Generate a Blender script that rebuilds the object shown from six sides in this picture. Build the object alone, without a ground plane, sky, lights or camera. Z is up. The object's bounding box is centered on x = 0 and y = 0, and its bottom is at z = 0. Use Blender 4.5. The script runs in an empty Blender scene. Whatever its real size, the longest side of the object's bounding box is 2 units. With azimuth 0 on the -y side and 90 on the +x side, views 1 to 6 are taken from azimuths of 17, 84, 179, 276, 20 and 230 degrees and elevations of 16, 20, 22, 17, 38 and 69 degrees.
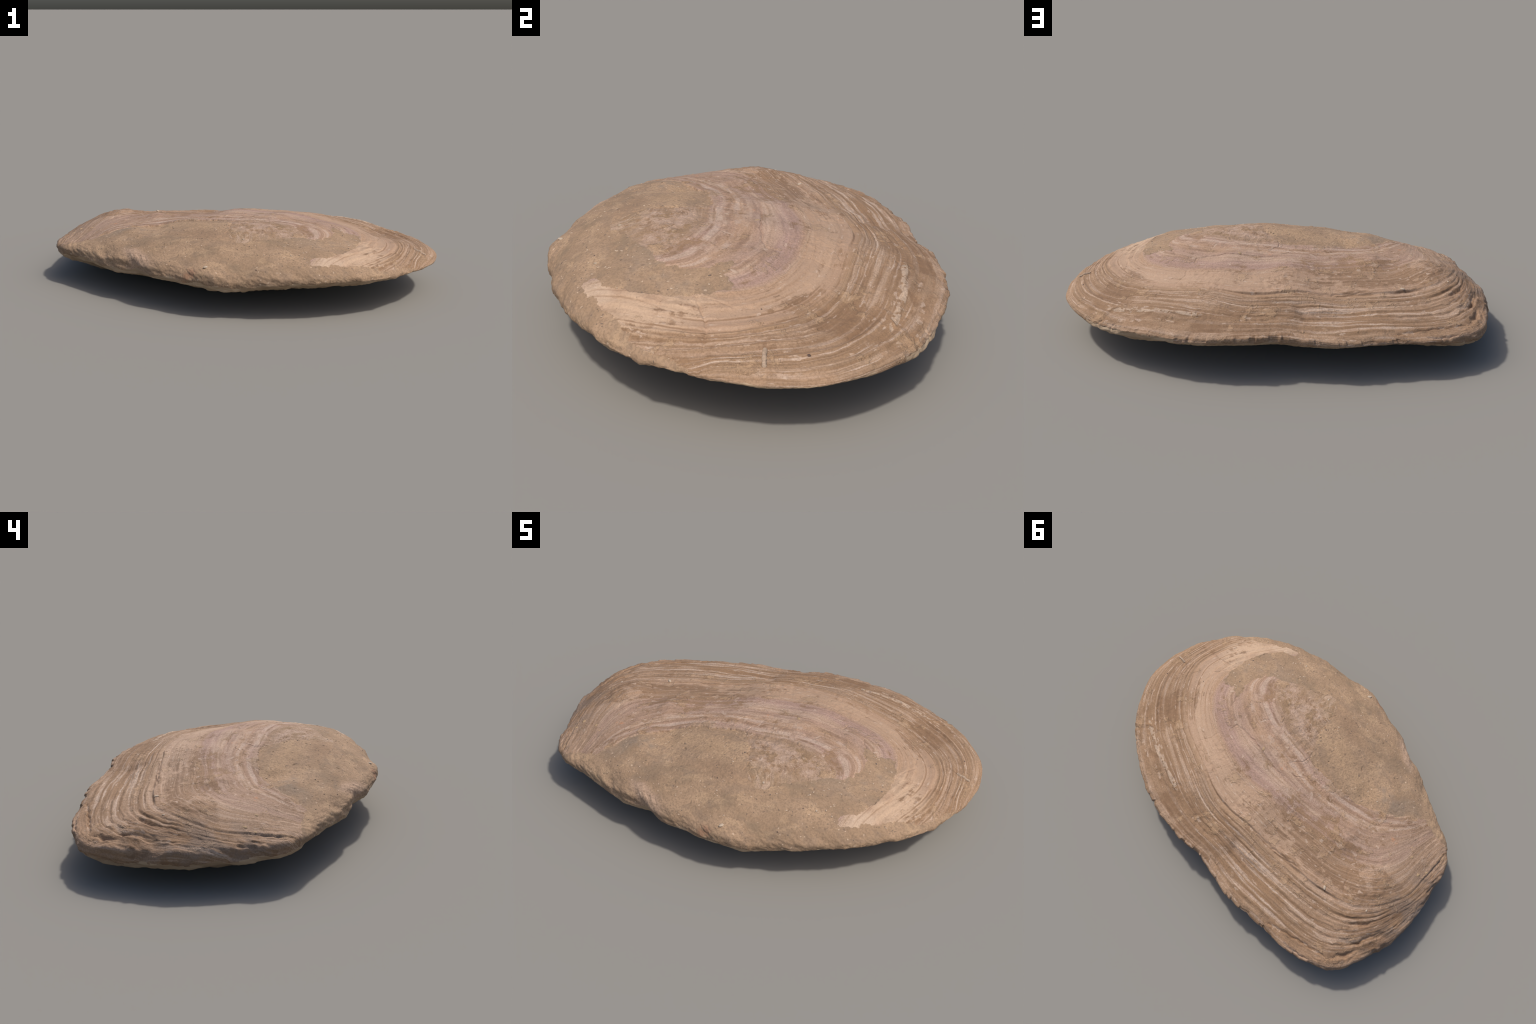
# A fossil clam: two worn, silt-cemented valves, seen as one closed lens-shaped body.
# The body is one smooth polar lattice (dome, rim wall, belly) whose height is a thin-plate
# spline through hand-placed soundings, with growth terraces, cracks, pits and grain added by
# rule, and is then divided by region into upper valve, silt crust and lower valve.
import bpy, math
import numpy as np

TAU = 2 * math.pi

# ------------------------------------------------------------------ smooth noise (numpy)
def hash2(ix, iy, seed):
    h = (ix.astype(np.int64) * 374761393 + iy.astype(np.int64) * 668265263 + seed * 1442695041) & 0xFFFFFFFF
    h = ((h ^ (h >> 13)) * 1274126177) & 0xFFFFFFFF
    h = ((h ^ (h >> 15)) * 2246822519) & 0xFFFFFFFF
    return (h ^ (h >> 16)) & 0xFFFFFFFF

def noise(x, y, seed=0):
    """gradient noise, about -1..1"""
    ix, iy = np.floor(x), np.floor(y)
    fx, fy = x - ix, y - iy
    u, v = fx * fx * fx * (fx * (fx * 6 - 15) + 10), fy * fy * fy * (fy * (fy * 6 - 15) + 10)
    def corner(dx, dy):
        a = hash2(ix + dx, iy + dy, seed) * (TAU / 4294967296.0)
        return np.cos(a) * (fx - dx) + np.sin(a) * (fy - dy)
    a, b, c, d = corner(0, 0), corner(1, 0), corner(0, 1), corner(1, 1)
    return 1.5 * (a + (b - a) * u + (c - a) * v + (a - b - c + d) * u * v)

def fbm(x, y, octaves=4, seed=0, gain=0.5):
    total, amp = 0, 1.0
    for k in range(octaves):
        total = total + amp * noise(x * 2 ** k + 17.3 * k, y * 2 ** k - 9.1 * k, seed + k)
        amp *= gain
    return total

def step(a, b, x):
    t = np.clip((x - a) / (b - a), 0, 1)
    return t * t * (3 - 2 * t)

def bump(x, y, cx, cy, rx, ry, turn=0.0):
    c, s = math.cos(math.radians(turn)), math.sin(math.radians(turn))
    dx, dy = x - cx, y - cy
    return np.exp(-(((dx * c + dy * s) / rx) ** 2 + ((-dx * s + dy * c) / ry) ** 2))

def to_line(x, y, line):
    """distance to a polyline, and how far along it (0..1)"""
    best, along = np.full(x.shape, 9.0), np.zeros(x.shape)
    p = np.array(line, float)
    for k in range(len(p) - 1):
        a, d = p[k], p[k + 1] - p[k]
        t = np.clip(((x - a[0]) * d[0] + (y - a[1]) * d[1]) / (d @ d), 0, 1)
        r = np.hypot(x - a[0] - t * d[0], y - a[1] - t * d[1])
        along = np.where(r < best, (k + t) / (len(p) - 1), along)
        best = np.minimum(best, r)
    return best, along

def inside(x, y, poly):
    hit = np.zeros(x.shape, bool)
    n = len(poly)
    for k in range(n):
        (x0, y0), (x1, y1) = poly[k], poly[(k + 1) % n]
        if y0 == y1:
            continue
        hit ^= ((y0 > y) != (y1 > y)) & (x < (x1 - x0) * (y - y0) / (y1 - y0) + x0)
    return hit

def signed(x, y, poly):
    d, _ = to_line(x, y, list(poly) + [poly[0]])
    return np.where(inside(x, y, poly), -d, d)

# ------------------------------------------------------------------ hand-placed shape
# rim every 10 degrees round the z axis, from +x: radius and height of the widest line
RIM_RADIUS = [.998, 1.001, .957, .903, .833, .782, .740, .694, .665, .638, .659, .707,
              .756, .830, .938, 1.023, 1.021, 1.008, .978, .959, .927, .830, .750, .703,
              .647, .656, .648, .668, .680, .684, .718, .762, .814, .876, .927, .971]
RIM_HEIGHT = [.183, .182, .173, .166, .175, .191, .198, .200, .199, .193, .185, .185,
              .186, .183, .163, .143, .145, .161, .167, .164, .168, .180, .171, .169,
              .179, .187, .185, .184, .173, .176, .185, .193, .194, .189, .190, .191]
# thickness of the rim wall below that line, and how blunt the belly below it is
WALL = [.027, .026, .030, .035, .038, .039, .040, .040, .039, .038, .037, .036,
        .036, .035, .036, .052, .062, .066, .062, .056, .047, .037, .033, .032,
        .032, .034, .036, .036, .035, .035, .030, .028, .026, .025, .026, .027]
# height at which the dome meets the rim wall, same spacing
RIM_TOP = [0.184, 0.183, 0.185, 0.186, 0.192, 0.199, 0.204, 0.206, 0.205, 0.202, 0.195, 0.187, 0.184, 0.180,
           0.170, 0.169, 0.175, 0.175, 0.177, 0.181, 0.191, 0.208, 0.210, 0.214, 0.222, 0.209, 0.203, 0.210,
           0.206, 0.202, 0.205, 0.212, 0.214, 0.205, 0.197, 0.192]
# soundings of the dome
SOUNDINGS = [(0.878, 0.000, 0.234), (0.791, 0.288, 0.210), (0.561, 0.471, 0.228), (0.326, 0.564, 0.220), (0.102, 0.577,
             0.218), (-0.101, 0.571, 0.205), (-0.333, 0.576, 0.203), (-0.633, 0.531, 0.191), (-0.844, 0.307, 0.222),
             (-0.860, 0.000, 0.238), (-0.766, -0.279, 0.226), (-0.500, -0.419, 0.267), (-0.283, -0.490, 0.276), (-0.099,
             -0.561, 0.260), (0.105, -0.593, 0.255), (0.318, -0.550, 0.268), (0.549, -0.461, 0.272), (0.766, -0.279,
             0.246), (0.682, 0.138, 0.247), (0.508, 0.342, 0.252), (0.292, 0.440, 0.262), (0.090, 0.459, 0.250),
             (-0.093, 0.457, 0.233), (-0.307, 0.456, 0.220), (-0.580, 0.384, 0.223), (-0.693, 0.135, 0.283), (-0.655,
             -0.133, 0.272), (-0.459, -0.309, 0.294), (-0.256, -0.386, 0.299), (-0.087, -0.446, 0.304), (0.095, -0.470,
             0.310), (0.288, -0.428, 0.302),  (0.664, -0.130, 0.277), (0.479, 0.000, 0.319),
             (0.375, 0.217, 0.296), (0.178, 0.308, 0.294), (0.000, 0.306, 0.294), (-0.181, 0.314, 0.268), (-0.425,
             0.246, 0.262), (-0.469, 0.000, 0.307), (-0.342, -0.198, 0.283), (-0.154, -0.267, 0.329), (-0.000, -0.321,
             0.344), (0.173, -0.300, 0.352),  (0.234, 0.047, 0.340), (0.080, 0.155, 0.322),
             (-0.072, 0.159, 0.323), (-0.236, 0.060, 0.303), (-0.146, -0.111, 0.321), (-0.004, -0.160, 0.334), (0.150,
             -0.126, 0.341), (0.000, 0.000, 0.328),
              (-0.540, 0.070, 0.276), (0.400, 0.100, 0.305), (-0.140, 0.410, 0.257), (-0.470, -0.350, 0.278), (-0.320, -0.180, 0.299), (-0.430, 0.510, 0.213), (-0.730, 0.500, 0.186),
               (-0.490, -0.050, 0.289), (-0.600, 0.220, 0.254), (-0.080, 0.470, 0.241), (0.300, 0.000, 0.332), (-0.280, 0.600, 0.194),
             (0.400, -0.240, 0.332), (0.500, -0.330, 0.301), (0.310, -0.350, 0.326), (-0.410, 0.000, 0.301), (-0.550, 0.260, 0.252), (-0.110, 0.380, 0.272)]
# growth lines (age of the shell, 1 at the margin)
GROWTH = {
    .20: [(.15, -.33), (-.25, -.30)],
    .40: [(.47, -.30), (.45, -.247), (.346, -.164), (.234, -.122), (.129, -.110), (.0, -.105), (-.237, -.095), (-.39, -.135), (-.553, -.227), (-.65, -.375)],
    .455: [(.55, -.22), (.499, -.098), (.395, -.016), (.293, .016), (.191, .028), (.025, .035), (-.25, .02), (-.47, -.04), (-.62, -.18), (-.69, -.36)],
    .50: [(.592, -.04), (.491, .036), (.4, .082), (.29, .113), (.166, .125), (.016, .124), (-.2, .105), (-.48, .05), (-.66, -.08)],
    .55: [(.646, -.20), (.618, .018), (.526, .095), (.421, .144), (.287, .186), (.14, .21), (-.173, .19), (-.498, .138), (-.68, .03), (-.745, -.15), (-.76, -.36)],
    .66: [(.74, -.20), (.711, .014), (.623, .118), (.517, .197), (.382, .239), (.25, .272)],
    .75: [(.66, -.50), (.737, -.357), (.822, -.084), (.783, .029), (.696, .135), (.588, .215), (.508, .253), (.428, .28), (.295, .321), (-.088, .349), (-.345, .324),
          (-.588, .279), (-.756, .218), (-.854, .07), (-.885, -.03), (-.864, -.22), (-.845, -.333)],
}
SILT = [(.947, -.199), (.891, -.258), (.818, -.345), (.743, -.385), (.685, -.417), (.639, -.455), (.57, -.496),
        (.526, -.516), (.499, -.511), (.501, -.486), (.528, -.466), (.569, -.437), (.612, -.382), (.628, -.345),
        (.639, -.308), (.661, -.241), (.654, -.174), (.646, -.082), (.607, -.079), (.567, -.096), (.538, -.084),
        (.507, -.079), (.523, -.146), (.524, -.201), (.497, -.26), (.463, -.288), (.389, -.324), (.311, -.371),
        (.25, -.391), (.186, -.452), (.131, -.453), (.102, -.432), (.074, -.387), (.05, -.346), (.053, -.293),
        (-.022, -.111), (-.086, -.114), (-.136, -.106), (-.193, -.115), (-.249, -.11), (-.31, -.125), (-.37, -.15),
        (-.444, -.185), (-.508, -.215), (-.553, -.25), (-.6, -.30), (-.625, -.325), (-.649, -.355), (-.703, -.349),
        (-.756, -.347), (-.8, -.344), (-.829, -.335), (-.95, -.42), (-.7, -.8), (0, -.95), (.8, -.8), (1.2, -.2)]
CRACKS = [  # (line, half-width, depth)
    ([(.387, .077), (.374, .041), (.336, .034), (.279, .036), (.219, .04), (.171, .043), (.106, .053), (.022, .057), (-.024, .059), (-.063, .07)], .005, .006),
    ([(-.02, -.128), (-.018, -.099), (-.011, -.073), (.01, -.053), (.029, -.007)], .004, .003),
    ([(.527, -.104), (.503, -.06), (.483, -.004)], .004, .004),
    ([(.665, -.179), (.691, -.177), (.77, -.159), (.827, -.157), (.908, -.171)], .005, .005),
    ([(.665, -.179), (.7, -.103), (.724, -.082), (.721, -.024)], .004, .003),
    ([(-.014, .016), (-.06, .001), (-.087, -.02)], .004, .005),
    ([(-.591, .131), (-.62, .165), (-.658, .229)], .005, .004),
    ([(.8, .421), (.734, .374), (.678, .361), (.65, .342)], .006, -.004),
    ([(.412, .127), (.426, .194), (.466, .256)], .004, .002),
    ([(-.514, .602), (-.654, .552), (-.754, .521), (-.823, .5)], .006, .010),
    ([(-.644, .611), (-.729, .589), (-.801, .563)], .005, .010),
    ([(-.834, .38), (-.871, .361), (-.893, .321), (-.904, .27), (-.936, .221)], .016, .016),
    ([(-.778, .307), (-.817, .283), (-.847, .249), (-.869, .201)], .008, .010),
    ([(-.847, .48), (-.89, .42), (-.905, .36)], .012, .014),
    ([(.734, .374), (.666, .402), (.599, .431), (.529, .455), (.44, .477), (.383, .492), (.327, .506)], .011, -.006),
    ([(.745, .365), (.676, .394), (.609, .423), (.535, .446), (.44, .467)], .005, .005),
    ([(-.41, .305), (-.34, .325), (-.2, .345), (-.05, .352)], .006, .006),
]

# ------------------------------------------------------------------ fields over the plan
def ring_spline(values, a):
    """periodic Catmull-Rom through values spaced evenly round the circle"""
    p = np.array(values, float)
    n = len(p)
    x = (np.asarray(a) % TAU) / TAU * n
    i = np.floor(x).astype(int)
    f = x - i
    q = [p[(i + k - 1) % n] for k in range(4)]
    return 0.5 * (2 * q[1] + (q[2] - q[0]) * f + (2 * q[0] - 5 * q[1] + 4 * q[2] - q[3]) * f ** 2
                  + (3 * q[1] - q[0] - 3 * q[2] + q[3]) * f ** 3)

def thin_plate(points, loose):
    q = np.array(points, float)
    n = len(q)
    def phi(r2):
        return 0.5 * r2 * np.log(np.maximum(r2, 1e-16))
    r2 = ((q[:, None, :2] - q[None, :, :2]) ** 2).sum(2)
    m = np.zeros((n + 3, n + 3))
    m[:n, :n] = phi(r2) + np.diag(np.broadcast_to(loose, n))
    m[:n, n], m[n, :n] = 1, 1
    m[:n, n + 1:], m[n + 1:, :n] = q[:, :2], q[:, :2].T
    w = np.linalg.solve(m, np.r_[q[:, 2], 0, 0, 0])
    def value(x, y):
        out = w[n] + w[n + 1] * x + w[n + 2] * y
        for k in range(n):
            out = out + w[k] * phi((x - q[k, 0]) ** 2 + (y - q[k, 1]) ** 2)
        return out
    return value

angles = np.arange(36) * TAU / 36
rim_xyz = np.stack([RIM_RADIUS * np.cos(angles), RIM_RADIUS * np.sin(angles), np.array(RIM_HEIGHT)], 1)
dome = thin_plate(np.vstack([SOUNDINGS, np.c_[rim_xyz[:, :2], RIM_TOP]]), .0002)

growth_points = [(x, y, g) for g, line in GROWTH.items() for x, y in line]
for k in range(36):                                   # the margin itself, where the last shell was laid down
    if k <= 18 or k == 35:
        growth_points.append((rim_xyz[k, 0], rim_xyz[k, 1], .99 if k in (35, 18) else 1.0))
growth_points += [(.87, -.32, .88), (.95, -.19, .95), (-.955, -.167, .92)]
growth_field = thin_plate(growth_points, .004)

def radius_at(a):
    """rim radius with its chips and nicks"""
    r = ring_spline(RIM_RADIUS, a)
    back = step(0.2, 0.5, a) * (1 - step(2.8, 3.2, a))
    c, s = np.cos(a), np.sin(a)
    wob = fbm(6 * c + 3, 6 * s, 2, 52)
    chips = step(.18, .36, fbm(5 * c + wob, 5 * s - wob, 2, 51)) * (.4 + .9 * np.abs(noise(4 * c, 4 * s, 55)))
    for at, width, deep in ((58, .05, .016), (74, .04, .007), (91, .05, .010), (103, .03, .008), (113, .06, .012), (127, .05, .013), (139, .04, .009)):
        u = (a - math.radians(at)) / width                  # a broken-out bite: steep on one side, running out on the other
        r = r - deep * np.where((u > 0) & (u < 1), (1 - u) ** .8 * step(0, .22, u), 0)
    hinge = step(3.4, 3.7, a) * (1 - step(5.9, 6.2, a))        # the silty hinge side is straighter
    return r + (1 - .55 * hinge) * .006 * fbm(5 * c + 3, 5 * s, 3, 50) - (.15 + .85 * back) * .018 * chips + back * .004 + .0020 * (1 - .8 * hinge) * fbm(22 * c, 22 * s, 2, 56)

TERRACES = [.47, .555, .60, .635, .69, .75, .785, .81, .835, .87, .90, .925, .945, .97]

def relief(x, y, g):
    """height added to the smooth dome of the valve"""
    left = step(-.45, -.85, x)
    right = step(.4, .8, x)
    around = np.arctan2(y + .5, x)
    gw = g + .004 * fbm(x * 6, y * 6, 2, 3) + .002 * fbm(around * 30, g * 4, 3, 6) + left * .006 * fbm(x * 14, y * 14, 3, 7)
    z = np.zeros(x.shape)
    for k, edge in enumerate(TERRACES):
        nxt = TERRACES[k + 1] if k + 1 < len(TERRACES) else 1.03
        strong = {.75: 1.5, .555: .4, .47: .3, .60: .4, .635: .5, .69: .5}.get(edge, .8)
        broken = np.clip(.75 + 1.0 * noise(around * 3.1 + 5 * k, around * 0 + k, 9) + .5 * noise(x * 12 + k, y * 12, 10) - .25 * left, .0, 1.8)
        amp = strong * (.0050 + .0015 * left + .0030 * right) * broken
        if edge == .75:
            amp = amp * (.5 + .9 * step(.35, -.1, x))
        if edge < .70:
            amp = amp * (.35 + .9 * step(.45, .7, x))
        sharp = .0025 + .003 * (1 - left)
        z = z + amp * (.5 - step(edge - sharp, edge + sharp, gw)) * step(edge - .05, edge - .01, gw) \
              + amp * .5 * step(edge + sharp, nxt, gw) * (gw > edge)
    outer = step(.74, .84, g) * (1 - .5 * step(.92, .97, g))
    z = z + (1 - .5 * left) * (.0008 + .0024 * outer) * fbm(gw * 42, around * 1.5, 3, 12) * step(.3, .5, g)
    z = z + (1 - .4 * left) * (.0005 + .0012 * outer) * noise(gw * 110, around * 3, 15) * step(.36, .42, g)
    z = z + .0022 * noise(gw * 70, around * .8, 16) * np.exp(-((g - .40) / .035) ** 2)   # strong old growth checks
    # lumpy, silt-smeared ground
    z = z + .004 * fbm(x * 4.5, y * 4.5, 4, 20) + .0016 * fbm(x * 40, y * 40, 3, 21) * (.3 + .9 * step(-.1, .5, fbm(x * 5, y * 5, 2, 22)))
    z = z + left * .004 * fbm(x * 16, y * 16, 3, 24)
    worn = step(-.1, .35, fbm(x * 5 + 9, y * 5, 3, 28)) * left        # flat worn areas at the blunt end
    z = z * (1 - .6 * worn)
    # the old crown, where the outer layer has scaled off, lies a step lower
    z = z - .0035 * (1 - step(.397, .402, gw)) * step(-.02, .03, x) * (1 - step(.46, .5, x)) * step(-.36, -.24, y)
    return z

    return z

# ------------------------------------------------------------------ the body lattice
N_A, N_TOP, N_WALL, N_BELLY = 1500, 330, 14, 110
a = np.arange(N_A) * TAU / N_A
R = radius_at(a)
R_low = np.minimum(ring_spline(RIM_RADIUS, a) + .004 * fbm(5 * np.cos(a), 5 * np.sin(a), 2, 57), R + .010)   # chips do not cut right down
zr = ring_spline(RIM_HEIGHT, a)
wall = ring_spline(WALL, a)
EDGE = .990
lip = step(.40, .46, a) * (1 - step(.98, 1.03, a))           # here the lower valve's lip shows past the broken upper one
inset = EDGE - .014 * lip * (1 + .5 * noise(a * 40, a * 0, 98))

s_top = np.linspace(0, 1, N_TOP + 1)[1:] ** .92
S, A = np.meshgrid(s_top, a, indexing="ij")
S = S * (EDGE + (inset - EDGE) * S ** 12)
X, Y = S * R * np.cos(A), S * R * np.sin(A)
G = growth_field(X, Y)
d_silt = signed(X, Y, SILT) + .012 * fbm(X * 11, Y * 11, 3, 40) + .007 * fbm(X * 40, Y * 40, 3, 44)
silt = step(.004, -.004, d_silt)
Z0 = dome(X, Y)
bare = relief(X, Y, G)
for line, width, depth in CRACKS:
    near = (X > min(p[0] for p in line) - .08) & (X < max(p[0] for p in line) + .08)
    xs, ys = X[near], Y[near]
    d, t = to_line(xs + .006 * noise(xs * 35, ys * 35, 60), ys + .006 * noise(xs * 35, ys * 35, 61), line)
    taper = np.sin(np.clip(t, .08, .92) * math.pi) ** .6
    bare[near] -= depth * taper * np.exp(-(d / (width * .8)) ** 2)
# silt crust: flat, pitted, a little below the broken edge of the shell layer
near_rim = step(.80, .97, S)
mud = .0035 * fbm(X * 5, Y * 5, 3, 70) + (1 - near_rim) * (.0011 * fbm(X * 45, Y * 45, 3, 71)
      - .004 * step(.75, 1.05, fbm(X * 26, Y * 26, 2, 72)) + .004 * step(.8, 1.1, fbm(X * 22 + 7, Y * 22, 2, 73)))
mud = mud - .006 * np.exp(-(d_silt / .05) ** 2) * step(-.36, -.30, Y) * step(-.02, -.09, X)   # silt sits below the scaled-off shell
crust = inside(X, Y, [(.05, -.35), (.05, -.29), (0, -.12), (.2, -.13), (.44, -.27), (.31, -.37), (.13, -.45)])
bare = np.where(crust, bare + .0025 * fbm(X * 28, Y * 28, 4, 75), bare)
Z = Z0 + bare * (1 - silt) + mud * silt
Z += .010 * bump(X, Y, -.33, -.545, .07, .035, -25) + .008 * bump(X, Y, -.15, -.61, .09, .03, -15)
Z -= .016 * bump(X, Y, -.52, -.49, .05, .035, -30)
Z -= .006 * (S / EDGE) ** 50                           # the margin rolls over

def ring(frac_r, z, lump=1.0):
    x, y = frac_r * R * np.cos(a), frac_r * R * np.sin(a)
    return x, y, z

rows = [(X[i], Y[i], Z[i]) for i in range(N_TOP)]
z_edge_top = Z[-1]
z_edge_low = zr - wall
front = step(3.4, 3.7, a) * (1 - step(6.0, 6.28, a))
for k in range(1, N_WALL + 1):
    t = k / (N_WALL + 1)
    bulge = np.where(k > 2, EDGE, inset) + (1 - EDGE) * math.sin(math.pi * min(1, t * 1.15)) ** .7 - .012 * step(.6, 1, np.array(t))
    z = z_edge_top * (1 - t) + z_edge_low * t
    rr = R + (R_low - R) * step(.15, .75, t)
    rows.append((bulge * rr * np.cos(a), bulge * rr * np.sin(a), z))

power = 1.95 + 1.3 * step(2.5, 3.0, a) * (1 - step(3.5, 3.9, a))
s_belly = np.linspace(1, 0, N_BELLY + 1)[:-1] ** .8
SB, AB = np.meshgrid(s_belly, a, indexing="ij")
XB, YB = SB * .974 * R_low * np.cos(AB), SB * .974 * R_low * np.sin(AB)
GB = growth_field(XB, YB)
ZB = z_edge_low * SB ** power
fade = np.clip((1 - SB) / .05, 0, 1)
ripple = .010 * np.abs(noise(AB * 7 + GB, GB * 9, 90)) + .006 * fbm(XB * 9, YB * 9, 4, 91) + .003 * fbm(GB * 40, AB * 4, 2, 92)
ZB = ZB + fade * ripple
ZB = ZB - ZB.min() * (1 - SB ** 5)
rows += [(XB[i], YB[i], ZB[i]) for i in range(N_BELLY)]

n_rows = len(rows)
co = np.empty((n_rows * N_A + 2, 3))
co[:-2] = np.concatenate([np.stack(r, 1) for r in rows])
top_pole, low_pole = n_rows * N_A, n_rows * N_A + 1
co[top_pole] = (0, 0, Z[0].mean())
co[low_pole] = (0, 0, ZB[-1].mean())
co[:, 2] -= co[:, 2].min()
half = (co[:, 0].max() - co[:, 0].min()) / 2
co[:, 0] = (co[:, 0] - co[:, 0].min()) / half - 1
co[:, 1] -= (co[:, 1].max() + co[:, 1].min()) / 2

j = np.arange(N_A)
jn = (j + 1) % N_A
i = np.arange(n_rows - 1)[:, None] * N_A
quads = np.stack([i + j, i + N_A + j, i + N_A + jn, i + jn], -1).reshape(-1, 4)
row_of_quad = np.repeat(np.arange(n_rows - 1), N_A)
cap_top = np.stack([np.full(N_A, top_pole), j, jn], 1)
last = (n_rows - 1) * N_A
cap_low = np.stack([last + jn, last + j, np.full(N_A, low_pole)], 1)

# ------------------------------------------------------------------ regions
silt_row = np.zeros((n_rows, N_A), bool)
silt_row[:N_TOP] = d_silt < 0
xw, yw = R * np.cos(a), R * np.sin(a)
silt_rim = signed(xw, yw, SILT) < 0
low_mark = N_TOP + N_WALL * (.62 + .28 * fbm(a * 7, a * 0, 3, 95))        # ragged seam between crust and lower valve
pale_lip = (a > .42) & (a < .95)                                           # the lower valve shows past the upper one
low_mark = np.where(pale_lip, N_TOP + 3 + 2 * noise(a * 30, a * 0, 96), low_mark)
low_mark = np.where((a < .30) | (a > 6.12), N_TOP + 5 + 2 * noise(a * 30, a * 0, 97), low_mark)
for k in range(N_TOP, n_rows):
    silt_row[k] = silt_rim & (k < low_mark)
quad_row, quad_col = row_of_quad, np.tile(j, n_rows - 1)
is_silt = silt_row[quad_row, quad_col]
is_low = quad_row >= low_mark[quad_col]
region = np.where(is_low, 2, np.where(is_silt, 1, 0))

growth_v = np.empty(len(co), np.float32)
growth_v[:N_TOP * N_A] = G.ravel()
growth_v[N_TOP * N_A:(N_TOP + N_WALL) * N_A] = np.tile(G[-1], N_WALL) + np.repeat(np.arange(1, N_WALL + 1), N_A) * .006
growth_v[(N_TOP + N_WALL) * N_A:-2] = GB.ravel()
growth_v[top_pole], growth_v[low_pole] = G[0].mean(), GB[-1].mean()
around_v = np.arctan2(co[:, 1] + .62, co[:, 0] * .8).astype(np.float32)

def mesh_from(name, verts, polys4, polys3, normals=None):
    me = bpy.data.meshes.new(name)
    used = np.unique(np.concatenate([polys4.ravel(), polys3.ravel()]))
    back = np.full(len(verts), -1, np.int64)
    back[used] = np.arange(len(used))
    loops = np.concatenate([back[polys4.ravel()], back[polys3.ravel()]]).astype(np.int32)
    sizes = np.concatenate([np.full(len(polys4), 4), np.full(len(polys3), 3)]).astype(np.int32)
    starts = np.concatenate([[0], np.cumsum(sizes)[:-1]]).astype(np.int32)
    me.vertices.add(len(used))
    me.vertices.foreach_set("co", verts[used].astype(np.float32).ravel())
    me.loops.add(len(loops))
    me.loops.foreach_set("vertex_index", loops)
    me.polygons.add(len(sizes))
    me.polygons.foreach_set("loop_start", starts)
    me.polygons.foreach_set("use_smooth", np.ones(len(sizes), bool))
    me.update(calc_edges=True)
    for label, values in (("growth", growth_v), ("around", around_v)):
        me.attributes.new(label, "FLOAT", "POINT").data.foreach_set("value", values[used])
    if normals is not None:
        me.normals_split_custom_set_from_vertices(normals[used])
    return me

no_tris = np.zeros((0, 3), np.int64)
def body_normals():
    whole = mesh_from("whole_body", co, quads, np.concatenate([cap_top, cap_low]))
    out = np.empty(len(co) * 3, np.float32)
    whole.vertex_normals.foreach_get("vector", out)
    bpy.data.meshes.remove(whole)
    return out.reshape(-1, 3)

def noise3(p, f, seed, octaves=3):
    """solid-looking noise, summed from the three coordinate planes"""
    x, y, z = p[:, 0] * f, p[:, 1] * f, p[:, 2] * f * 2.2
    return .6 * (fbm(x + .7 * z, y - .6 * z, octaves, seed) + fbm(z * 1.3 + 5, (x + y) * .9, octaves, seed + 20) )

# weathered margin: lumps and broken facets pushed out along the surface
edge_rows = slice((N_TOP - 45) * N_A, (N_TOP + N_WALL + 45) * N_A)
q = co[edge_rows]
row = np.arange(N_TOP - 45, N_TOP + N_WALL + 45)
grip = np.clip((row - N_TOP + 45) / 45, 0, 1) ** 1.5 * np.clip((N_TOP + N_WALL + 44 - row) / 40, 0, 1)
crusty = .35 + .65 * silt_row[N_TOP + 2]
blunt = step(-.55, -.85, xw)
weight = grip[:, None] * np.ones(N_A)
lumps = .008 * noise3(q, 6, 130, 2) + .0035 * noise3(q, 22, 140, 4)
facets = noise3(q, 6, 150, 2) * 2.5
facets = (np.floor(facets) + .5 + step(.5, 1, facets - np.floor(facets)) - .25) * .005
knobs = np.clip(.006 * noise3(q, 24, 170, 2), -.002, .01).reshape(-1, N_A) * lip * (row >= N_TOP + 3)[:, None]
push = (lumps.reshape(-1, N_A) * crusty + knobs + facets.reshape(-1, N_A) * blunt + .0012 * noise3(q, 90, 160, 2).reshape(-1, N_A)) * weight
normals = body_normals()
co[edge_rows] += normals[edge_rows] * push.reshape(-1, 1)
half = (co[:, 0].max() - co[:, 0].min()) / 2
co[:, 0] = (co[:, 0] - co[:, 0].min()) / half - 1
co[:, 1] -= (co[:, 1].max() + co[:, 1].min()) / 2
co[:, 2] -= co[:, 2].min()
normals = body_normals()

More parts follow.
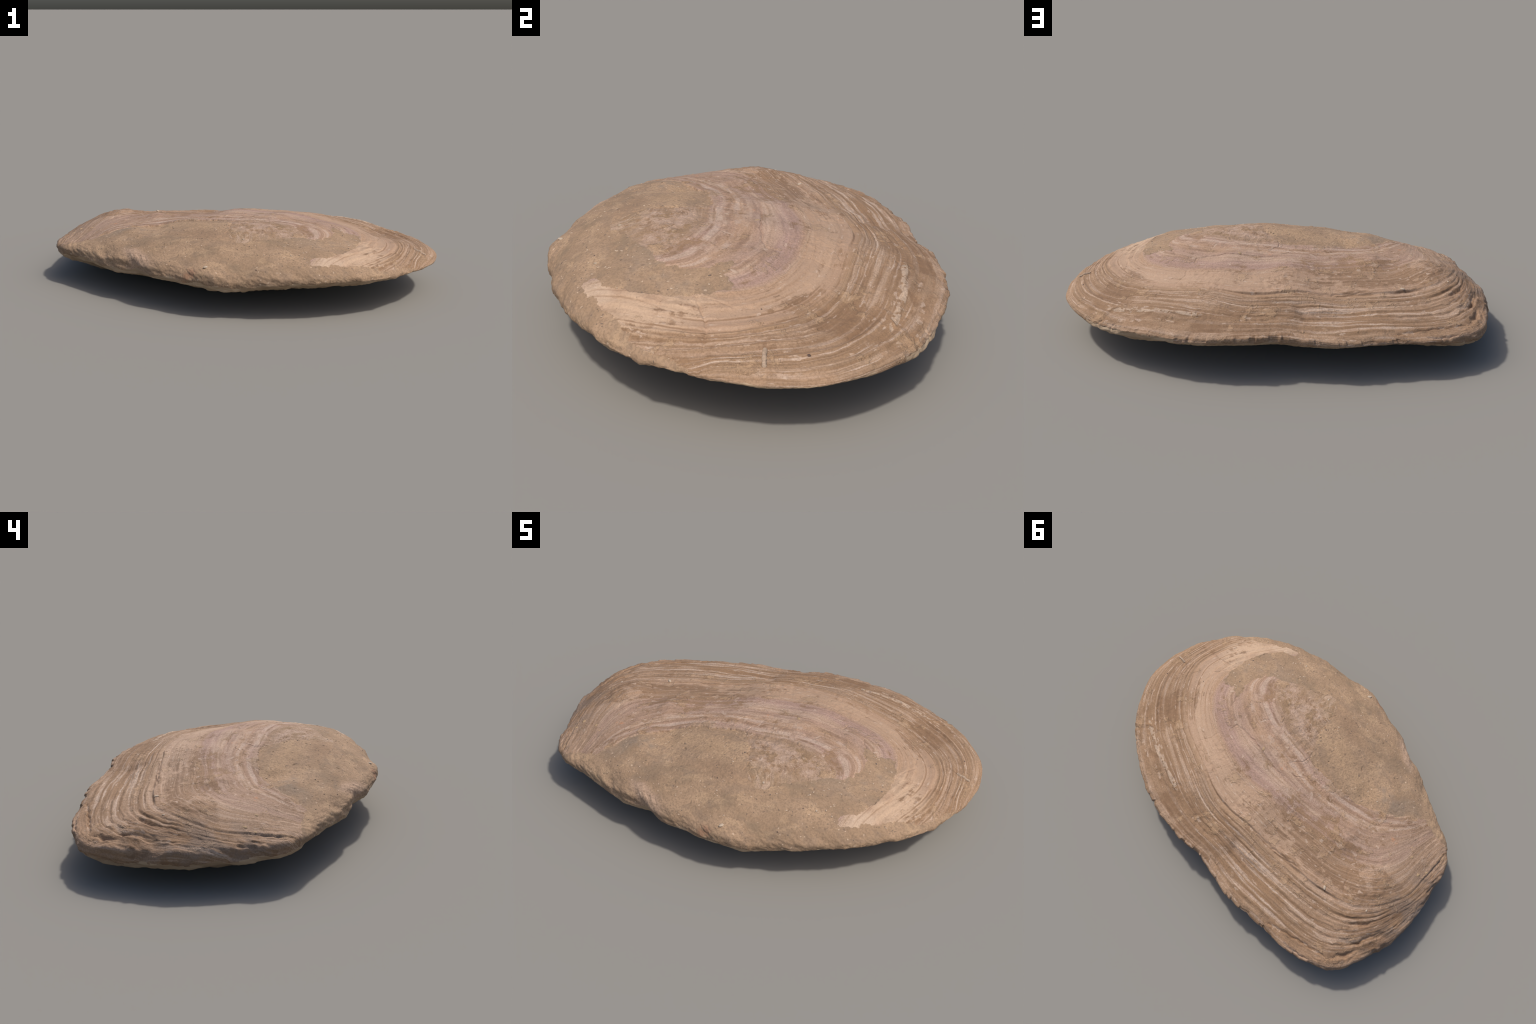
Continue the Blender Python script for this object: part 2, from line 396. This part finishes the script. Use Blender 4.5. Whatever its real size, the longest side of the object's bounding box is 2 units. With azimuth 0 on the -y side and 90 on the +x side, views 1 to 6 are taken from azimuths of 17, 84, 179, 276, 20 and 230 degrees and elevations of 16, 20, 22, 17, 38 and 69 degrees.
# ------------------------------------------------------------------ material helpers
class Nodes:
    def __init__(self, name):
        self.mat = bpy.data.materials.new(name)
        self.mat.use_nodes = True
        self.t = self.mat.node_tree
        self.t.nodes.clear()
        self.object = self.new("ShaderNodeTexCoord").outputs["Object"]

    def new(self, kind):
        return self.t.nodes.new(kind)

    def put(self, socket, value):
        if isinstance(value, bpy.types.NodeSocket):
            self.t.links.new(value, socket)
        elif isinstance(value, tuple) and len(value) == 3 and socket.type == "RGBA":
            socket.default_value = (*value, 1)
        else:
            socket.default_value = value

    def math(self, op, x, y=0.0, z=0.0, clamp=False):
        n = self.new("ShaderNodeMath")
        n.operation, n.use_clamp = op, clamp
        for k, v in enumerate((x, y, z)):
            self.put(n.inputs[k], v)
        return n.outputs[0]

    def attr(self, name):
        n = self.new("ShaderNodeAttribute")
        n.attribute_name = name
        return n.outputs["Fac"]

    def vec(self, x, y=0.0, z=0.0):
        n = self.new("ShaderNodeCombineXYZ")
        for k, v in enumerate((x, y, z)):
            self.put(n.inputs[k], v)
        return n.outputs[0]

    def mapped(self, vector, scale=(1, 1, 1), loc=(0, 0, 0), rot=(0, 0, 0)):
        n = self.new("ShaderNodeMapping")
        self.put(n.inputs["Vector"], vector)
        n.inputs["Scale"].default_value, n.inputs["Location"].default_value, n.inputs["Rotation"].default_value = scale, loc, rot
        return n.outputs[0]

    def noise(self, vector, scale, detail=3.0, rough=.55, distort=0.0):
        n = self.new("ShaderNodeTexNoise")
        self.put(n.inputs["Vector"], vector)
        n.inputs["Scale"].default_value, n.inputs["Detail"].default_value = scale, detail
        n.inputs["Roughness"].default_value, n.inputs["Distortion"].default_value = rough, distort
        return n.outputs["Fac"]

    def voronoi(self, vector, scale, feature="F1"):
        n = self.new("ShaderNodeTexVoronoi")
        n.feature = feature
        self.put(n.inputs["Vector"], vector)
        n.inputs["Scale"].default_value = scale
        return n.outputs

    def span(self, value, lo, hi, to0=0.0, to1=1.0):
        n = self.new("ShaderNodeMapRange")
        n.interpolation_type = "SMOOTHSTEP"
        self.put(n.inputs["Value"], value)
        for k, v in (("From Min", lo), ("From Max", hi), ("To Min", to0), ("To Max", to1)):
            n.inputs[k].default_value = v
        return n.outputs[0]

    def ramp(self, value, stops):
        n = self.new("ShaderNodeValToRGB")
        self.put(n.inputs[0], value)
        e = n.color_ramp.elements
        while len(e) < len(stops):
            e.new(.5)
        for el, (pos, col) in zip(e, stops):
            el.position, el.color = pos, (*col, 1)
        return n.outputs[0]

    def mix(self, fac, x, y, blend="MIX"):
        n = self.new("ShaderNodeMix")
        n.data_type, n.blend_type = "RGBA", blend
        self.put(n.inputs["Factor"], fac)
        self.put(n.inputs[6], x)
        self.put(n.inputs[7], y)
        return n.outputs[2]

    def mul(self, *v):
        out = v[0]
        for w in v[1:]:
            out = self.math("MULTIPLY", out, w)
        return out

    def spot(self, plan, cx, cy, rx, ry, turn=0.0, hard=.35):
        """1 inside an ellipse on the plan, fading to 0 at its border"""
        t = math.radians(turn)
        c, s = math.cos(t), math.sin(t)
        v = self.new("ShaderNodeVectorMath")
        v.operation = "SUBTRACT"
        self.put(v.inputs[0], plan)
        v.inputs[1].default_value = (cx, cy, 0)
        n = self.mapped(v.outputs[0], rot=(0, 0, -t))
        n = self.mapped(n, scale=(1 / rx, 1 / ry, 0))
        ln = self.new("ShaderNodeVectorMath")
        ln.operation = "LENGTH"
        self.put(ln.inputs[0], n)
        return self.span(ln.outputs["Value"], 1.0, hard)

    def warp(self, vector, scale, amount):
        n = self.new("ShaderNodeTexNoise")
        self.put(n.inputs["Vector"], vector)
        n.inputs["Scale"].default_value, n.inputs["Detail"].default_value = scale, 3
        m = self.new("ShaderNodeVectorMath")
        m.operation = "MULTIPLY_ADD"
        self.put(m.inputs[0], n.outputs["Color"])
        m.inputs[1].default_value = (amount,) * 3
        m.inputs[2].default_value = (-amount / 2,) * 3
        ad = self.new("ShaderNodeVectorMath")
        ad.operation = "ADD"
        self.put(ad.inputs[0], vector)
        self.put(ad.inputs[1], m.outputs[0])
        return ad.outputs[0]

    def lift(self, colour, value, saturation=1.0, hue=.5):
        n = self.new("ShaderNodeHueSaturation")
        n.inputs["Value"].default_value, n.inputs["Saturation"].default_value = value, saturation
        n.inputs["Hue"].default_value = hue
        self.put(n.inputs["Color"], colour)
        return n.outputs[0]

    def finish(self, colour, rough=.8, height=None, strength=.3, distance=.004, specular=.3):
        b = self.new("ShaderNodeBsdfPrincipled")
        self.put(b.inputs["Base Color"], colour)
        self.put(b.inputs["Roughness"], rough)
        b.inputs["Specular IOR Level"].default_value = specular
        if height is not None:
            n = self.new("ShaderNodeBump")
            n.inputs["Strength"].default_value, n.inputs["Distance"].default_value = strength, distance
            self.put(n.inputs["Height"], height)
            self.t.links.new(n.outputs[0], b.inputs["Normal"])
        o = self.new("ShaderNodeOutputMaterial")
        self.t.links.new(b.outputs[0], o.inputs["Surface"])
        return self.mat

TAN, CREAM, PINK, MAUVE = (.332, .217, .140), (.365, .247, .163), (.325, .215, .167), (.303, .201, .163)
BROWN, DEEP, WHITE, SILTY, RUST = (.200, .120, .067), (.12, .073, .043), (.46, .355, .275), (.285, .198, .126), (.315, .203, .125)

def shell_material():
    n = Nodes("shell_layers")
    p = n.object
    w = n.warp(p, 7, .05)
    g0, ph = n.attr("growth"), n.attr("around")
    sep = n.new("ShaderNodeSeparateXYZ")
    n.put(sep.inputs[0], p)
    px = sep.outputs[0]
    g = n.math("ADD", g0, n.math("MULTIPLY_ADD", n.noise(p, 5, 3), .05, -.025))
    gj = n.math("ADD", g0, n.math("MULTIPLY_ADD", n.noise(p, 20, 3), .006, -.003))
    hair = n.noise(n.vec(n.math("MULTIPLY", gj, 170), n.math("MULTIPLY", ph, 4)), 1, 2, .5)
    fibre = n.noise(n.vec(n.math("MULTIPLY", gj, 75), n.math("MULTIPLY", ph, 2.6), 5.0), 1, 3, .6)
    band = n.noise(n.vec(n.math("MULTIPLY", gj, 30), n.math("MULTIPLY", ph, 1.1), 3.0), 1, 3, .6)
    broad = n.noise(n.vec(n.math("MULTIPLY", gj, 10), n.math("MULTIPLY", ph, 1.3), 7.0), 1, 3, .6)
    col = n.ramp(g, [(.10, SILTY), (.30, (.265, .180, .114)), (.37, (.30, .205, .14)), (.405, PINK), (.435, TAN), (.455, (.31, .208, .155)), (.475, (.325, .215, .15)),
                     (.495, MAUVE), (.505, PINK), (.52, MAUVE), (.55, TAN), (.66, CREAM), (.735, TAN), (.775, (.285, .184, .11)), (.84, (.310, .206, .132)),
                     (.92, (.255, .162, .096)), (1.0, (.285, .190, .12))])
    col = n.mix(n.span(px, -.35, -.75, 0, .6), col, (.285, .190, .125))
    inner = n.span(g0, .58, .54)
    outer = n.span(g0, .76, .82)
    smooth = n.mul(n.span(g0, .55, .59), n.span(g0, .80, .76), n.span(px, -.65, -.25))
    plates = n.span(broad, .52, .42)
    lines = n.mul(n.math("MULTIPLY_ADD", smooth, -.75, 1.0), n.math("MULTIPLY_ADD", plates, -.45, 1.0))
    # pale nacre at the right-hand end, where the outer layer has flaked away
    pale = n.spot(w, .70, -.30, .16, .24, 20, .45)
    breaks = n.math('ADD', n.spot(w, .605, -.415, .05, .03, 40), n.spot(w, .66, -.30, .05, .035, 60), clamp=True)
    pale = n.mul(pale, n.math('SUBTRACT', 1.0, n.mul(breaks, .8)), n.span(n.noise(n.vec(n.math('MULTIPLY', g0, 14), n.math('MULTIPLY', ph, 3)), 1, 4, .6), .40, .54))
    col = n.mix(n.mul(pale, .75), col, (.43, .305, .205))
    tip = n.spot(w, .57, -.47, .11, .055, 40, .5)
    col = n.mix(n.mul(tip, .75), col, (.44, .325, .23))
    # bands, streaks and hairlines that follow growth
    col = n.mix(n.mul(n.span(band, .51, .60), .55, lines), col, n.mix(.5, BROWN, col))
    col = n.mix(n.mul(n.span(band, .48, .40), .50, lines), col, n.mix(.5, CREAM, WHITE))
    col = n.mix(n.mul(n.span(fibre, .53, .60), .50, lines), col, n.mix(.5, BROWN, col))
    col = n.mix(n.mul(n.span(fibre, .46, .39), .35, lines), col, n.mix(.4, PINK, WHITE))
    col = n.mix(n.mul(n.span(fibre, .46, .38), n.span(broad, .44, .56), outer, .75), col, WHITE)
    col = n.mix(n.mul(n.span(fibre, .51, .58), outer, .6), col, BROWN)
    col = n.mix(n.mul(n.span(hair, .53, .62), .45, lines), col, n.mix(.4, DEEP, col))
    col = n.mix(n.mul(n.span(hair, .45, .37), .35, lines), col, n.mix(.5, WHITE, col))
    # old growth checks round the worn crown: paired pale and dark lines
    for edge, width, shade in ((.408, .008, (.42, .32, .25)), (.422, .005, (.215, .132, .085)), (.397, .004, (.20, .125, .078)), (.435, .005, (.40, .30, .235)), (.446, .004, (.235, .15, .105))):
        d = n.math("ABSOLUTE", n.math("SUBTRACT", gj, edge))
        col = n.mix(n.mul(n.span(d, width, width * .4), n.span(n.noise(p, 14, 4), .42, .54), .65), col, shade)
    # dirt caught under the lips of the growth steps
    rightward = n.span(px, .35, .70, .15, 1.0)
    for m, (edge, k) in enumerate(((.60, .5), (.635, .55), (.69, .8), (.75, .8), (.785, .6), (.81, .5), (.835, .6), (.87, .5), (.90, .5))):
        d = n.math("ABSOLUTE", n.math("SUBTRACT", gj, edge + .004))
        gap = n.noise(n.vec(n.math("MULTIPLY", ph, 4), m * 3.7), 1, 4, .65)
        amount = n.mul(n.span(d, .006, .001), n.span(gap, .45, .56), k)
        col = n.mix(n.mul(amount, rightward) if edge < .72 else amount, col, (.185, .108, .06))
    # worn brown silt-stained crown
    crown = n.mul(n.spot(w, .22, -.25, .30, .16, -15, .3), n.span(g0, .40, .34))
    rough = n.noise(n.mapped(w, scale=(1, 1.4, 1)), 12, 6, .68)
    col = n.mix(n.mul(crown, .7), col, (.315, .215, .15))
    col = n.mix(n.mul(crown, n.span(rough, .51, .57), .85), col, (.225, .145, .082))
    col = n.mix(n.mul(crown, n.span(rough, .48, .42), .7), col, (.37, .265, .20))
    # mud stains: thick over the left half of the valve, thinner elsewhere; combed along the growth lines
    combed = n.noise(n.vec(n.math("MULTIPLY", gj, 22), n.math("MULTIPLY", ph, 5), 11.0), 1, 6, .7)
    patch = n.noise(n.mapped(w, scale=(1, 1.5, 1)), 5, 6, .64)
    mottle = n.noise(n.mapped(w, scale=(1, 1.3, 1)), 17, 5, .7)
    stain_n = n.math("MULTIPLY_ADD", combed, .35, n.math("MULTIPLY_ADD", patch, .35, n.math("MULTIPLY", mottle, .30)))
    where = n.math("ADD", n.spot(p, -.42, .16, .45, .24, 4, .1), n.mul(n.spot(p, .72, .25, .24, .18, 50, .1), 1.2))
    where = n.math("ADD", where, n.mul(n.spot(p, -.1, .54, 1.0, .16, 0, .1), .8))
    where = n.math("ADD", where, n.spot(p, -.85, .15, .25, .4, 0, .1))
    where = n.math("ADD", where, .12, clamp=True)
    stain = n.mul(n.span(n.math("MULTIPLY_ADD", where, .11, stain_n), .535, .585), n.span(fibre, .40, .52, .40, .88))
    col = n.mix(stain, col, n.mix(n.span(broad, .44, .56), (.185, .110, .062), (.235, .145, .083)))
    # pale chalky flecks, drawn out along the growth lines
    fleck = n.noise(n.vec(n.math("MULTIPLY", gj, 60), n.math("MULTIPLY", ph, 22), 21.0), 1, 3, .6)
    col = n.mix(n.mul(n.span(fleck, .60, .66), n.span(patch, .40, .5), .55), col, WHITE)
    # silt dust lying in patches, and crusty lumps of it
    dust = n.span(n.noise(n.warp(p, 20, .03), 9, 6, .7), .57, .64)
    col = n.mix(n.mul(dust, .5), col, (.35, .235, .14))
    border = n.mul(n.span(g0, .425, .385), n.math('SUBTRACT', 1.0, n.mul(crown, .85)))
    for bx, by, br in ((.66, -.11, .07), (.665, -.23, .06), (.635, -.33, .055), (.58, -.43, .04), (.70, -.42, .05)):
        border = n.math('MAXIMUM', border, n.mul(n.spot(w, bx, by, br, br), .85))
    near = n.mul(border, n.span(n.noise(n.warp(p, 12, .05), 7, 6, .7), .46, .60), .75)
    col = n.mix(near, col, (.285, .198, .13))
    # pale flaked strip along the back of the rounded end
    strip = 0.0
    for sx, sy, turn in ((.70, .388, -24), (.60, .431, -24), (.50, .462, -15), (.39, .490, -15)):
        strip = n.math("MAXIMUM", strip, n.spot(p, sx, sy, .075, .013, turn, .75))
    col = n.mix(n.mul(strip, n.span(n.noise(p, 45, 3), .40, .5), .8), col, (.42, .32, .235))
    # sandy margin at the back
    rust = n.mul(n.span(g0, .94, .985), n.span(n.noise(p, 8, 4), .48, .58), .45)
    col = n.mix(rust, col, RUST)
    spot = n.math("ADD", n.spot(w, .03, .02, .03, .02), n.spot(w, -.63, -.15, .03, .015))
    col = n.mix(n.mul(spot, n.span(n.noise(p, 60, 2), .4, .6), .6), col, (.40, .19, .10))
    # left end: cooler, dirtier
    cool = n.spot(p, -.98, -.05, .25, .40, 0, .2)
    col = n.mix(n.mul(cool, n.span(n.noise(w, 9, 5), .44, .56), .55), col, (.21, .157, .122))
    # fine specks
    v = n.voronoi(p, 55)
    speck = n.mul(n.span(v["Distance"], .16, .08), n.span(v["Color"], .72, .80))
    col = n.mix(n.mul(speck, .5), col, DEEP)
    grain = n.noise(p, 150, 4, .65)
    col = n.mix(n.mul(n.span(grain, .44, .60, .0, .55), n.math("MULTIPLY_ADD", smooth, -.5, 1.0)), col, n.mix(.55, col, DEEP))
    h = n.math("ADD", n.mul(fibre, .8, lines), n.math("ADD", n.mul(grain, .6), n.math("ADD", n.mul(hair, .4, lines), n.mul(dust, 1.0))))
    return n.finish(n.lift(col, 1.01, 1.03, .4985), n.math("MULTIPLY_ADD", smooth, -.2, .82), h, .6, .005)

def silt_material():
    n = Nodes("silt_crust")
    p = n.object
    w = n.warp(p, 5, .12)
    cloud = n.noise(n.mapped(w, scale=(1, 1.7, 1)), 4.5, 5, .6)
    col = n.ramp(cloud, [(.34, (.205, .145, .095)), (.45, (.250, .170, .108)), (.54, (.280, .192, .124)), (.66, (.315, .215, .136))])
    grey = n.math('ADD', n.spot(w, -.42, -.30, .30, .16, 0, .1), n.mul(n.spot(w, .45, -.25, .35, .2, 0, .1), .6), clamp=True)
    col = n.mix(n.mul(n.span(n.noise(n.mapped(w, scale=(1, 2.2, 1)), 11, 6, .68), .51, .60), .55), col, (.205, .145, .100))
    col = n.mix(n.mul(n.span(n.noise(n.mapped(w, scale=(1, 2, 1), loc=(3, 1, 0)), 8, 6, .68), .52, .62), .55), col, (.345, .240, .150))
    col = n.mix(n.mul(grey, n.span(n.noise(w, 8, 4), .46, .60), .75), col, (.190, .150, .115))
    ochre = n.math("ADD", n.spot(w, -.12, -.24, .16, .09), n.spot(w, -.33, -.21, .13, .06))
    col = n.mix(n.mul(ochre, .4), col, (.33, .222, .132))
    damp = n.spot(w, .0, -.40, .22, .10)
    col = n.mix(n.mul(damp, .45), col, (.21, .135, .085))
    v3 = n.voronoi(n.warp(p, 60, .015), 30)
    col = n.mix(n.mul(n.span(v3["Distance"], .22, .10), n.span(v3["Color"], .70, .76), .6), col, (.13, .09, .065))
    worn = n.spot(w, -.33, -.55, .14, .05, -28)
    col = n.mix(n.mul(worn, .6), col, (.37, .26, .19))
    red = n.mul(n.spot(w, -.02, -.67, .05, .05), .6)
    col = n.mix(n.mul(red, n.span(n.noise(p, 30, 3), .45, .6), .7), col, (.27, .12, .07))
    fine = n.noise(p, 120, 4, .65)
    col = n.mix(n.span(fine, .40, .54, .5, 0), col, (.17, .115, .075))
    v = n.voronoi(n.warp(p, 90, .01), 62)
    col = n.mix(n.mul(n.span(v["Distance"], .22, .12), n.span(v["Color"], .70, .76), .75), col, (.10, .075, .06))
    v2 = n.voronoi(n.warp(p, 70, .012), 48)
    col = n.mix(n.mul(n.span(v2["Distance"], .22, .12), n.span(v2["Color"], .66, .72), .7), col, (.43, .325, .235))
    return n.finish(n.lift(col, 1.08, 1.03, .498), .88, n.math("ADD", fine, n.mul(cloud, .5)), .5, .004, .2)

def lower_material():
    n = Nodes("lower_shell")
    p = n.object
    g0, ph = n.attr("growth"), n.attr("around")
    fibre = n.noise(n.vec(n.math("MULTIPLY", g0, 60), n.math("MULTIPLY", ph, 6)), 1, 4, .6)
    col = n.ramp(n.noise(p, 5, 5, .6), [(.3, (.27, .185, .115)), (.5, (.36, .26, .17)), (.7, (.42, .315, .215))])
    col = n.mix(n.mul(n.span(fibre, .45, .65), .4), col, (.25, .165, .10))
    fine = n.noise(p, 110, 4, .6)
    return n.finish(col, .75, n.math("ADD", fine, fibre), .4, .004)

shell_mat, silt_mat, lower_mat = shell_material(), silt_material(), lower_material()

# ------------------------------------------------------------------ objects
thing = bpy.data.objects.new("fossil_clam", None)
bpy.context.scene.collection.objects.link(thing)
thing["label"] = "flat brown fossil clam with layered shell and silt crust"
thing["category"] = "fossil shell"

def part(name, mesh, material, parent=thing):
    o = bpy.data.objects.new(name, mesh)
    mesh.name = name
    mesh.materials.append(material)
    bpy.context.scene.collection.objects.link(o)
    o.parent = parent
    return o

upper = part("upper_valve", mesh_from("upper_valve", co, quads[region == 0], cap_top, normals), shell_mat)
crust_part = part("silt_crust", mesh_from("silt_crust", co, quads[region == 1], no_tris, normals), silt_mat)
part("lower_valve", mesh_from("lower_valve", co, quads[region == 2], cap_low, normals), lower_mat)

# ------------------------------------------------------------------ small loose pieces on the surface
def plain(name, colour, rough=.8):
    n = Nodes(name)
    c = n.mix(n.span(n.noise(n.object, 70, 4, .6), .35, .65), colour, tuple(v * .72 for v in colour))
    return n.finish(c, rough, n.noise(n.object, 160, 3), .4, .003)

top_xyz = co[:N_TOP * N_A].reshape(N_TOP, N_A, 3)

def top_height(x, y):
    ang = math.atan2(y, x) % TAU
    c = int(round(ang / TAU * N_A)) % N_A
    r = np.hypot(top_xyz[:, c, 0], top_xyz[:, c, 1])
    return float(np.interp(math.hypot(x, y), r, top_xyz[:, c, 2]))

def tube(name, line, width, height, seed, sides=10, sink=.3):
    """a tapered, knobbly strip of broken shell lying on the valve"""
    p = np.array(line, float)
    n_along = 60
    t = np.linspace(0, len(p) - 1, n_along)
    x, y = np.interp(t, range(len(p)), p[:, 0]), np.interp(t, range(len(p)), p[:, 1])
    z = np.array([top_height(u, v) for u, v in zip(x, y)])
    z = np.convolve(np.pad(z, 3, mode="edge"), np.ones(7) / 7, "valid")
    d = np.stack([np.gradient(x), np.gradient(y)], 1)
    d /= np.linalg.norm(d, axis=1)[:, None]
    u = np.linspace(0, 1, n_along)
    fat = np.minimum(1, np.minimum(u, 1 - u) * 14 + .25) * (1 + .35 * noise(u * 14, u * 0 + seed, seed))
    verts = []
    for k in range(sides):
        b = TAU * k / sides
        off = math.cos(b) * width * fat * (1 + .25 * noise(u * 30, u * 0 + k * .7, seed + 1))
        verts.append(np.stack([x - d[:, 1] * off, y + d[:, 0] * off, z + (math.sin(b) + sink) * height * fat], 1))
    v = np.stack(verts, 1).reshape(-1, 3)
    faces = [(q * sides + k, q * sides + (k + 1) % sides, (q + 1) * sides + (k + 1) % sides, (q + 1) * sides + k)
             for q in range(n_along - 1) for k in range(sides)]
    faces += [tuple(reversed(range(sides))), tuple((n_along - 1) * sides + k for k in range(sides))]
    me = bpy.data.meshes.new(name)
    me.from_pydata(v.tolist(), [], faces)
    me.polygons.foreach_set("use_smooth", [True] * len(faces))
    return me

part("worm_tube", tube("worm_tube", [(.895, -.005), (.925, -.01), (.958, -.013)], .0065, .007, 9, sink=-.1), plain("worm_tube_lime", (.35, .255, .18)), upper)

def pebble_mesh(name, seed):
    rng = np.random.default_rng(seed)
    import bmesh
    bm = bmesh.new()
    bmesh.ops.create_icosphere(bm, subdivisions=2, radius=1.0)
    stretch = rng.uniform(.6, 1.2, 3)
    for v in bm.verts:
        c = v.co
        f = 1 + .22 * float(noise(np.array([c.x * 1.3 + c.z + seed]), np.array([c.y * 1.3 - c.z]), seed)[0])
        v.co = (c.x * f * stretch[0], c.y * f * stretch[1], c.z * f * .6)
    me = bpy.data.meshes.new(name)
    bm.to_mesh(me)
    bm.free()
    me.polygons.foreach_set("use_smooth", [True] * len(me.polygons))
    return me

def lay(name, mesh, x, y, size, turn, material, parent, sink=.1):
    o = bpy.data.objects.new(name, mesh)
    if not mesh.materials:
        mesh.materials.append(material)
    bpy.context.scene.collection.objects.link(o)
    o.parent = parent
    o.location = (x, y, top_height(x, y) + size * sink)
    o.scale = (size, size * .75, size * .6)
    o.rotation_euler = (0, 0, turn)
    return o

dark_mat = plain("dark_grit", (.11, .07, .055))
chip_mat = plain("chalky_chip", (.47, .37, .275))
sand_mat = plain("sand_lump", (.38, .26, .15))
dark = pebble_mesh("dark_grain", 3)
for x, y, s in [(.911, .107, .011), (-.036, -.439, .009), (-.20, .19, .009), (.351, -.487, .007), (.278, -.597, .008), (.72, .0, .007)]:  # first entry: the dark spot at the right end
    lay("dark_grain", dark, x, y, s, x * 9, dark_mat, upper, -.25)
chip = pebble_mesh("chalk_chip", 4)
for x, y, s in [(.051, -.63, .012), (.405, -.48, .006), (-.803, .199, .007), (-.578, .278, .011), (.16, -.42, .007)]:
    lay("chalk_chip", chip, x, y, s, 1 + y * 5, chip_mat, upper, .0)
lump = pebble_mesh("sand_lump", 6)
for x, y, s in [(-.755, -.163, .013), (-.84, -.126, .016), (-.86, -.17, .013), (.172, .032, .016), (-.72, -.20, .009)]:
    lay("sand_lump", lump, x, y, s, 2 + y * 7, sand_mat, upper, -.25)

# grit too small to pick apart: one joined part
rng = np.random.default_rng(12)
base = pebble_mesh("grit", 8)
bv = np.array([v.co for v in base.vertices])
bf = np.array([p.vertices for p in base.polygons])
gv, gf = [], []
tries = 0
while len(gv) < 260 and tries < 6000:
    tries += 1
    x, y = rng.uniform(-.85, .9), rng.uniform(-.66, .1)
    if not inside(np.array([x]), np.array([y]), SILT)[0]:
        continue
    ang = math.atan2(y, x) % TAU
    if math.hypot(x, y) > .95 * float(radius_at(np.array([ang]))[0]):
        continue
    s = .002 + .003 * rng.random() ** 3
    t = rng.uniform(0, TAU)
    m = np.array([[math.cos(t), -math.sin(t), 0], [math.sin(t), math.cos(t), 0], [0, 0, .7]])
    gf.append(bf + len(gv) * len(bv))
    gv.append(bv @ m.T * s + (x, y, top_height(x, y)))
bpy.data.meshes.remove(base)
gm = bpy.data.meshes.new("grit")
gm.from_pydata(np.concatenate(gv).tolist(), [], np.concatenate(gf).tolist())
gm.polygons.foreach_set("use_smooth", [True] * len(gm.polygons))
grit_n = Nodes("grit_grains")
gcol = grit_n.ramp(grit_n.noise(grit_n.object, 25, 1), [(.35, (.13, .095, .075)), (.45, (.28, .19, .12)), (.6, (.40, .30, .215))])
part("grit", gm, grit_n.finish(gcol, .85), crust_part)["kind"] = "stuff"
